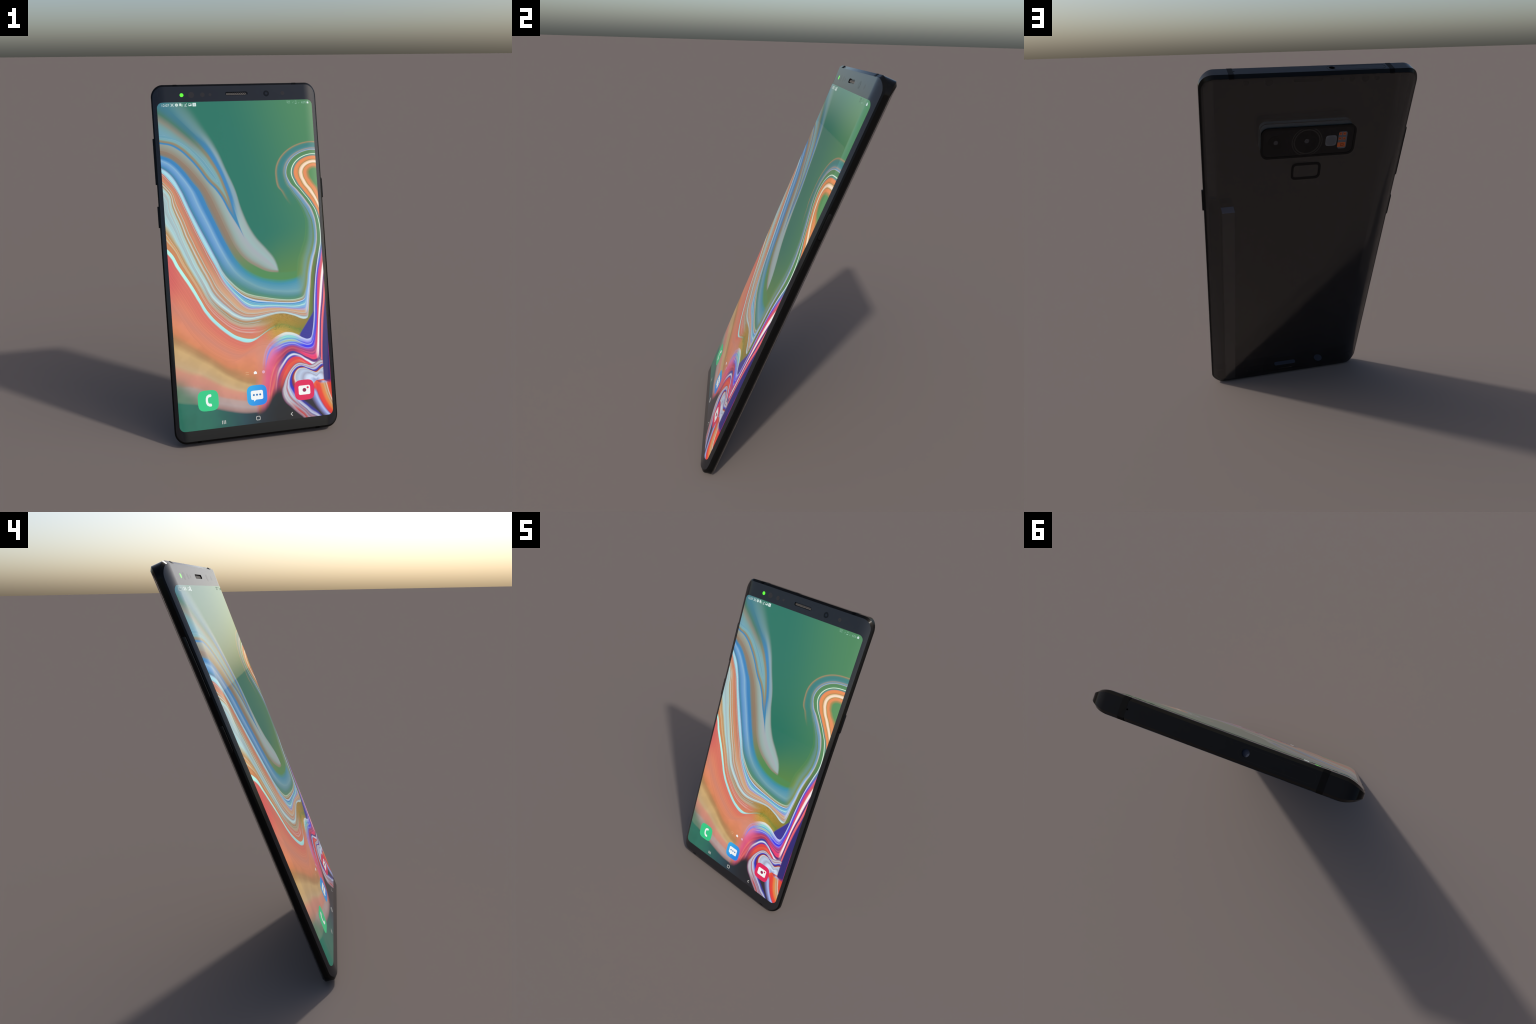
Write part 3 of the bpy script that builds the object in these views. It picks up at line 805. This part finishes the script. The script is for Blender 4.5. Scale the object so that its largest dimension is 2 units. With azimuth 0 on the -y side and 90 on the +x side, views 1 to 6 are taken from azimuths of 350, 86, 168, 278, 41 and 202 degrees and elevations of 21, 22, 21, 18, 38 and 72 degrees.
M_WHITE = glow("icon_white", (250, 252, 252))
M_GREEN = glow("icon_green", (56, 206, 138))
M_BLUEDOT = glow("icon_blue_dark", (36, 118, 190))
M_RED = glow("icon_red", (228, 40, 92))
M_WINE = glow("icon_wine", (150, 34, 84))
M_NAV = glow("icon_nav", (214, 212, 208))
M_PALE = glow("icon_pale", (216, 232, 230))
M_FAINT = glow("icon_faint", (232, 170, 196))
M_TAN = glow("icon_tan", (226, 178, 132))
M_MINT = glow("icon_mint", (150, 196, 172))


def blue_gradient():
    m = glow("icon_blue", (44, 150, 238))
    nt = m.node_tree
    g = Graph(nt)
    tc = g.node("ShaderNodeTexCoord")
    sp = g.node("ShaderNodeSeparateXYZ")
    nt.links.new(tc.outputs["Object"], sp.inputs[0])
    t = F(g, sp.outputs[0]) - F(g, sp.outputs[1]) * 0.5
    c = g.ramp(t, [(.35, (52, 174, 238)), (.46, (40, 136, 232))], .46, .35)
    nt.links.new(c.s, nt.nodes["Principled BSDF"].inputs["Emission Color"])
    return m


M_BLUE = blue_gradient()


def squircle(cx, cy, h, n=64, e=3.6):
    pts = []
    for i in range(n):
        a = 2 * math.pi * i / n
        c, s = math.cos(a), math.sin(a)
        pts.append((cx + h * math.copysign(abs(c) ** (2 / e), c), cy + h * math.copysign(abs(s) ** (2 / e), s)))
    return pts


def dark_walls(ob):
    """only the face of a symbol shines; its thin walls do not"""
    ob.data.materials.append(M_INNER)
    for f in ob.data.polygons:
        f.material_index = 0 if f.normal.z > 0.5 else 1
    return ob


def tile(name, pts, mat, level=0, parent=None):
    lo = ICON_Z - .0004
    return dark_walls(add(name, prism(name, pts, lo, ICON_Z + .0003 + .0001 * level, bend=True), mat, parent or display))


def stroke(pts, widths):
    """outline of a thick line with changing half width, round ends"""
    left, right = [], []
    n = len(pts)
    for i in range(n):
        a, b = Vector(pts[max(0, i - 1)]), Vector(pts[min(n - 1, i + 1)])
        d = (b - a).normalized()
        nrm = Vector((-d.y, d.x)) * widths[i]
        left.append((pts[i][0] + nrm.x, pts[i][1] + nrm.y))
        right.append((pts[i][0] - nrm.x, pts[i][1] - nrm.y))
    return left + right[::-1]


# phone icon
icon = tile("app_icon", squircle(-.2905, -.8118, .0612), M_GREEN)
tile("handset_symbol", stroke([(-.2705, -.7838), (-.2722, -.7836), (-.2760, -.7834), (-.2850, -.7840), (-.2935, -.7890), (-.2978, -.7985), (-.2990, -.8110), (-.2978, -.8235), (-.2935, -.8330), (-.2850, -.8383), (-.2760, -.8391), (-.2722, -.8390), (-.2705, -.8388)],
                             [.0030, .0066, .0084, .0082, .0074, .0066, .0064, .0066, .0074, .0084, .0088, .0068, .0030]), M_WHITE, 1)
# message icon
tile("app_icon", squircle(.0018, -.8118, .0612), M_BLUE)
tile("speech_bubble", rounded(.0368, .0272, .0095, 6, .0016, -.8105), M_WHITE, 1)
tile("bubble_tail", [(-.0200, -.8370), (-.0040, -.8370), (-.0175, -.8480)], M_WHITE, .9)
for k in (-1, 0, 1):
    tile("bubble_dot", disc(.0016 + .0193 * k, -.8092, .0062, 18), M_BLUEDOT, 2)
# camera icon
tile("app_icon", squircle(.2936, -.8118, .0612), M_RED)
tile("camera_symbol", rounded(.0362, .0278, .0095, 6, .2938, -.8125), M_WHITE, 1)
tile("camera_symbol_lens", disc(.2936, -.8125, .0118, 20), M_WINE, 2)
tile("camera_symbol_light", disc(.3150, -.7990, .0068, 16), M_RED, 2)

# navigation bar
for k in (-1, 0, 1):
    tile("recents_bar", [(-.2062 + .0093 * k - .0018, -.9600), (-.2062 + .0093 * k + .0018, -.9600), (-.2062 + .0093 * k + .0018, -.9386), (-.2062 + .0093 * k - .0018, -.9386)], M_NAV)
add("home_button_symbol", ring_prism("home_button_symbol", rounded(.0125, .0125, .0060, 6, 0, -.9494), rounded(.0093, .0093, .0040, 6, 0, -.9494), ICON_Z - .0004, ICON_Z + .0003), M_NAV, display)
tile("back_symbol", stroke([(.2112, -.9385), (.2010, -.9490), (.2112, -.9595)], [.0020, .0026, .0020]), M_NAV)
# page marks
for s in (-1, 1):
    tile("page_mark", [(-.0570, -.6770 + .0065 * s - .0012), (-.0375, -.6770 + .0065 * s - .0012), (-.0375, -.6770 + .0065 * s + .0012), (-.0570, -.6770 + .0065 * s + .0012)], M_TAN)
tile("page_mark", [(-.0085, -.6850), (.0103, -.6850), (.0103, -.6735), (.0009, -.6665), (-.0085, -.6735)], M_WHITE)
tile("page_mark", disc(.0506, -.6770, .0092, 18), M_FAINT)


# status bar lettering
def lettering(name, body, x0, y0, size, mat):
    cu = bpy.data.curves.new(name, 'FONT')
    cu.body = body
    cu.size = size
    cu.resolution_u = 3
    cu.extrude = .0002
    ob = bpy.data.objects.new(name, cu)
    bpy.context.scene.collection.objects.link(ob)
    bpy.context.view_layer.update()
    me = bpy.data.meshes.new_from_object(ob.evaluated_get(bpy.context.evaluated_depsgraph_get()))
    bpy.data.objects.remove(ob)
    me.name = name
    for v in me.vertices:
        v.co.x += x0
        v.co.y += y0
        v.co.z += ICON_Z + .0003 + fz(v.co.x) - ZF
    return dark_walls(add(name, me, mat, display))


lettering("clock_text", "12:07", -.4430, .9253, .0208, M_PALE)
lettering("battery_text", "62%", .3985, .9270, .0175, M_MINT)
lettering("time_zone_text", "12:41", .3060, .9375, .0110, M_MINT)
lettering("time_zone_text", "Mon", .3085, .9280, .0110, M_MINT)
lettering("network_text", "4G", .3590, .9380, .0095, M_MINT)


def box(cx, cy, hx, hy):
    return [(cx - hx, cy - hy), (cx + hx, cy - hy), (cx + hx, cy + hy), (cx - hx, cy + hy)]


SY = .9337
# crossed tools
for s in (-1, 1):
    tile("status_symbol", stroke([(-.3797 - .0078 * s, SY - .0085), (-.3797 + .0078 * s, SY + .0085)], [.0018, .0012]), M_PALE, (s + 1) * .3)
# round badge
tile("status_symbol", disc(-.3537, SY, .0090, 24), M_PALE)
tile("status_symbol", rounded(.0040, .0022, .0010, 4, -.3537, SY), M_MINT, 1)
# translation cards
tile("status_symbol", box(-.3318, SY + .0014, .0058, .0076), M_PALE)
tile("status_symbol", box(-.3225, SY - .0026, .0044, .0070), M_MINT, .5)
# tick over a bar
tile("status_symbol", box(-.3010, SY - .0080, .0072, .0011), M_PALE)
tile("status_symbol", stroke([(-.3078, SY + .0008), (-.3030, SY - .0038), (-.2945, SY + .0085)], [.0014, .0019, .0014]), M_PALE)
# picture frame
add("status_symbol", ring_prism("status_symbol", rounded(.0092, .0078, .0015, 3, -.2751, SY), rounded(.0074, .0060, .0008, 3, -.2751, SY), ICON_Z - .0004, ICON_Z + .0003), M_PALE, display)
tile("status_symbol", [(-.2825, SY - .0060), (-.2677, SY - .0060), (-.2677, SY + .0010), (-.2715, SY + .0030), (-.2765, SY - .0020), (-.2825, SY - .0005)], M_PALE)
# plug badge
tile("status_symbol", rounded(.0103, .0103, .0020, 4, -.2499, SY + .0002), M_PALE)
tile("status_symbol", box(-.2499, SY, .0009, .0070), M_MINT, 1)
tile("status_symbol", box(-.2499, SY + .0016, .0042, .0009), M_MINT, 1.4)
# bell, wave and padlock on the right
tile("status_symbol", stroke([(.3445, SY - .0040), (.3500, SY + .0050)], [.0006, .0009]), M_MINT)
tile("status_symbol", stroke([(.3590, SY - .0045), (.3640, SY - .0060), (.3705, SY - .0040)], [.0016, .0022, .0016]), M_MINT)
tile("status_symbol", stroke([(.3800, SY - .0060), (.3860, SY - .0010)], [.0007, .0008]), M_MINT)
tile("battery_symbol", rounded(.0056, .0052, .0010, 3, .4392, SY - .0020), M_PALE)
tile("battery_symbol", rounded(.0030, .0030, .0012, 3, .4392, SY + .0052), M_MINT)

# ------------------------------------------------------------------ inside, seen faintly through the smoked back
chassis = add("chassis", prism("chassis", rounded(HX - .072, HY - .030, .03, 8), .0335, .0362), M_INNER, smooth=30)
add("display_back", prism("display_back", rounded(.4200, .9550, .020, 6, 0, -.0150), .0315, .0332), M_INNER, chassis, smooth=30)
add("stylus_sleeve", prism("stylus_sleeve", box(.3795, -.3480, .0320, .6950), -.0345, .0150, bevel=.001), M_PEN, chassis)
add("stylus_sky_plate", prism("stylus_sky_plate", box(.3795, .3480, .0320, .0008), -.0345, .0150), M_PEN_SKY, chassis)  # thin plate added to carry the sleeve top's painted sky reflection
add("charging_port", prism("charging_port", rounded(.0720, .0140, .0100, 6), -1.030, -.9940, 'y'), M_INNER, chassis, smooth=30)
add("port_sky_plate", prism("port_sky_plate", rounded(.0720, .0140, .0100, 6), -.9938, -.9925, 'y'), M_PORT_SKY, chassis, smooth=30)  # added plate, sky sheen on the port top as colour
add("headphone_socket", prism("headphone_socket", disc(-.2360, 0, .0270, 28), -1.030, -.9940, 'y'), M_INNER, chassis, smooth=30)
add("port_sky_plate", prism("port_sky_plate", disc(-.2360, 0, .0270, 28), -.9938, -.9925, 'y'), M_PORT_SKY, chassis, smooth=30)  # same painted sky sheen over the socket
for cx, r in ((-.2640, .0175), (-.1980, .0138), (-.1530, .0083), (.2860, .0118), (.1855, .0178), (-.3205, .0108)):
    add("sensor_can", prism("sensor_can", disc(cx, .9915, r, 20), .0280, .0330), M_HOLE, chassis, smooth=30)

# ------------------------------------------------------------------ back
back_me = sheet("back_glass", HX - SIDE_IN, HY - TOP_IN, -(HY - TOP_IN), RC - .008, lambda v: -fz(v), .0030)
back_glass = add("back_glass", back_me, M_BACKGLASS, smooth=25)

CY, CHX, CHY, CR = .7275, .2285, .0785, .034
camera = add("camera_module", ring_prism("camera_module", rounded(CHX, CHY, CR, 10, 0, CY), rounded(CHX - .0112, CHY - .0100, CR - .0095, 10, 0, CY), -ZF + .001, -ZF - .0080), M_RING, smooth=30)
add("camera_window", prism("camera_window", rounded(CHX - .0114, CHY - .0102, CR - .0097, 10, 0, CY), -ZF + .001, -ZF - .0062), M_CAMPLATE, camera)
add("camera_housing", prism("camera_housing", rounded(CHX - .004, CHY - .004, CR - .003, 10, 0, CY), -.0345, .0030), M_CAMWALL_SKY, camera, smooth=30)
add("camera_dark_layer", prism("camera_dark_layer", rounded(CHX - .0035, CHY - .0035, CR - .003, 10, 0, CY), .0030, .0085), M_RING, camera, smooth=30)  # dark layer drawing the line between the two wall segments
add("camera_housing", prism("camera_housing", rounded(CHX - .004, CHY - .004, CR - .003, 10, 0, CY), .0085, .0312), M_CAMWALL_SKY, camera, smooth=30)
PZ = -ZF - .0062


def badge(name, pts, mat, level=1.0):
    return add(name, prism(name, pts, PZ + .0004, PZ - .0005 * level), mat, camera)


LX, LY = .0090, .7290
add("lens_ring", ring_prism("lens_ring", disc(LX, LY, .0745, 56), disc(LX, LY, .0700, 56), PZ + .0004, PZ - .0006), M_LENSRING, camera)
add("lens_ring", ring_prism("lens_ring", disc(LX, LY, .0650, 56), disc(LX, LY, .0585, 56), PZ + .0004, PZ - .0006), M_LENSRING, camera)
badge("camera_lens", disc(LX, LY, .0580, 56), M_LENSIN)
badge("camera_lens_eye", disc(LX + .002, LY + .004, .0115, 24), M_LENSEYE, 2)
badge("camera_lens", disc(.1580, .7270, .0400, 40), M_LENSIN)
badge("camera_lens_eye", disc(.1590, .7340, .0105, 24), M_LENSEYE, 2)
# flash with its ribbed lens
badge("flash", squircle(-.1080, .7270, .0272, 48, 4.5), M_FLASH)
for k in range(5):
    r = .0045 + .0046 * k
    add("flash_groove", ring_prism("flash_groove", disc(-.1080, .7270, r, 28), disc(-.1080, .7270, r - .0014, 28), PZ, PZ - .0009), M_FLASHLINE, camera)
# pulse sensor
badge("pulse_sensor", rounded(.0215, .0445, .010, 6, -.1640, .7270), M_SENSGREY)
for bx, by in ((-.1513, .7605), (-.1715, .7605), (-.1513, .7355), (-.1715, .7355)):
    badge("sensor_diode", box(bx, by, .0070, .0062), M_ORANGE, 2)
    badge("sensor_diode_chip", box(bx, by, .0026, .0028), M_ORANGEDARK, 3)
badge("sensor_plate", box(-.1610, .7030, .0195, .0118), M_ORANGE, 2)
add("sensor_plate_chip", ring_prism("sensor_plate_chip", rounded(.0085, .0058, .001, 3, -.1640, .7030), rounded(.0060, .0034, .0008, 3, -.1640, .7030), PZ, PZ - .0016), M_ORANGEDARK, camera)

# fingerprint reader
FY = .5655
reader = add("fingerprint_reader", ring_prism("fingerprint_reader", rounded(.0738, .0462, .024, 8, 0, FY), rounded(.0618, .0335, .013, 8, 0, FY), -ZF + .001, -ZF - .0014), M_RING, smooth=30)
add("fingerprint_inner_ring", ring_prism("fingerprint_inner_ring", rounded(.0738, .0462, .024, 8, 0, FY), rounded(.0618, .0335, .013, 8, 0, FY), .0285, .0312), M_RING, reader, smooth=30)  # second ring, repeats the reader outline deeper inside
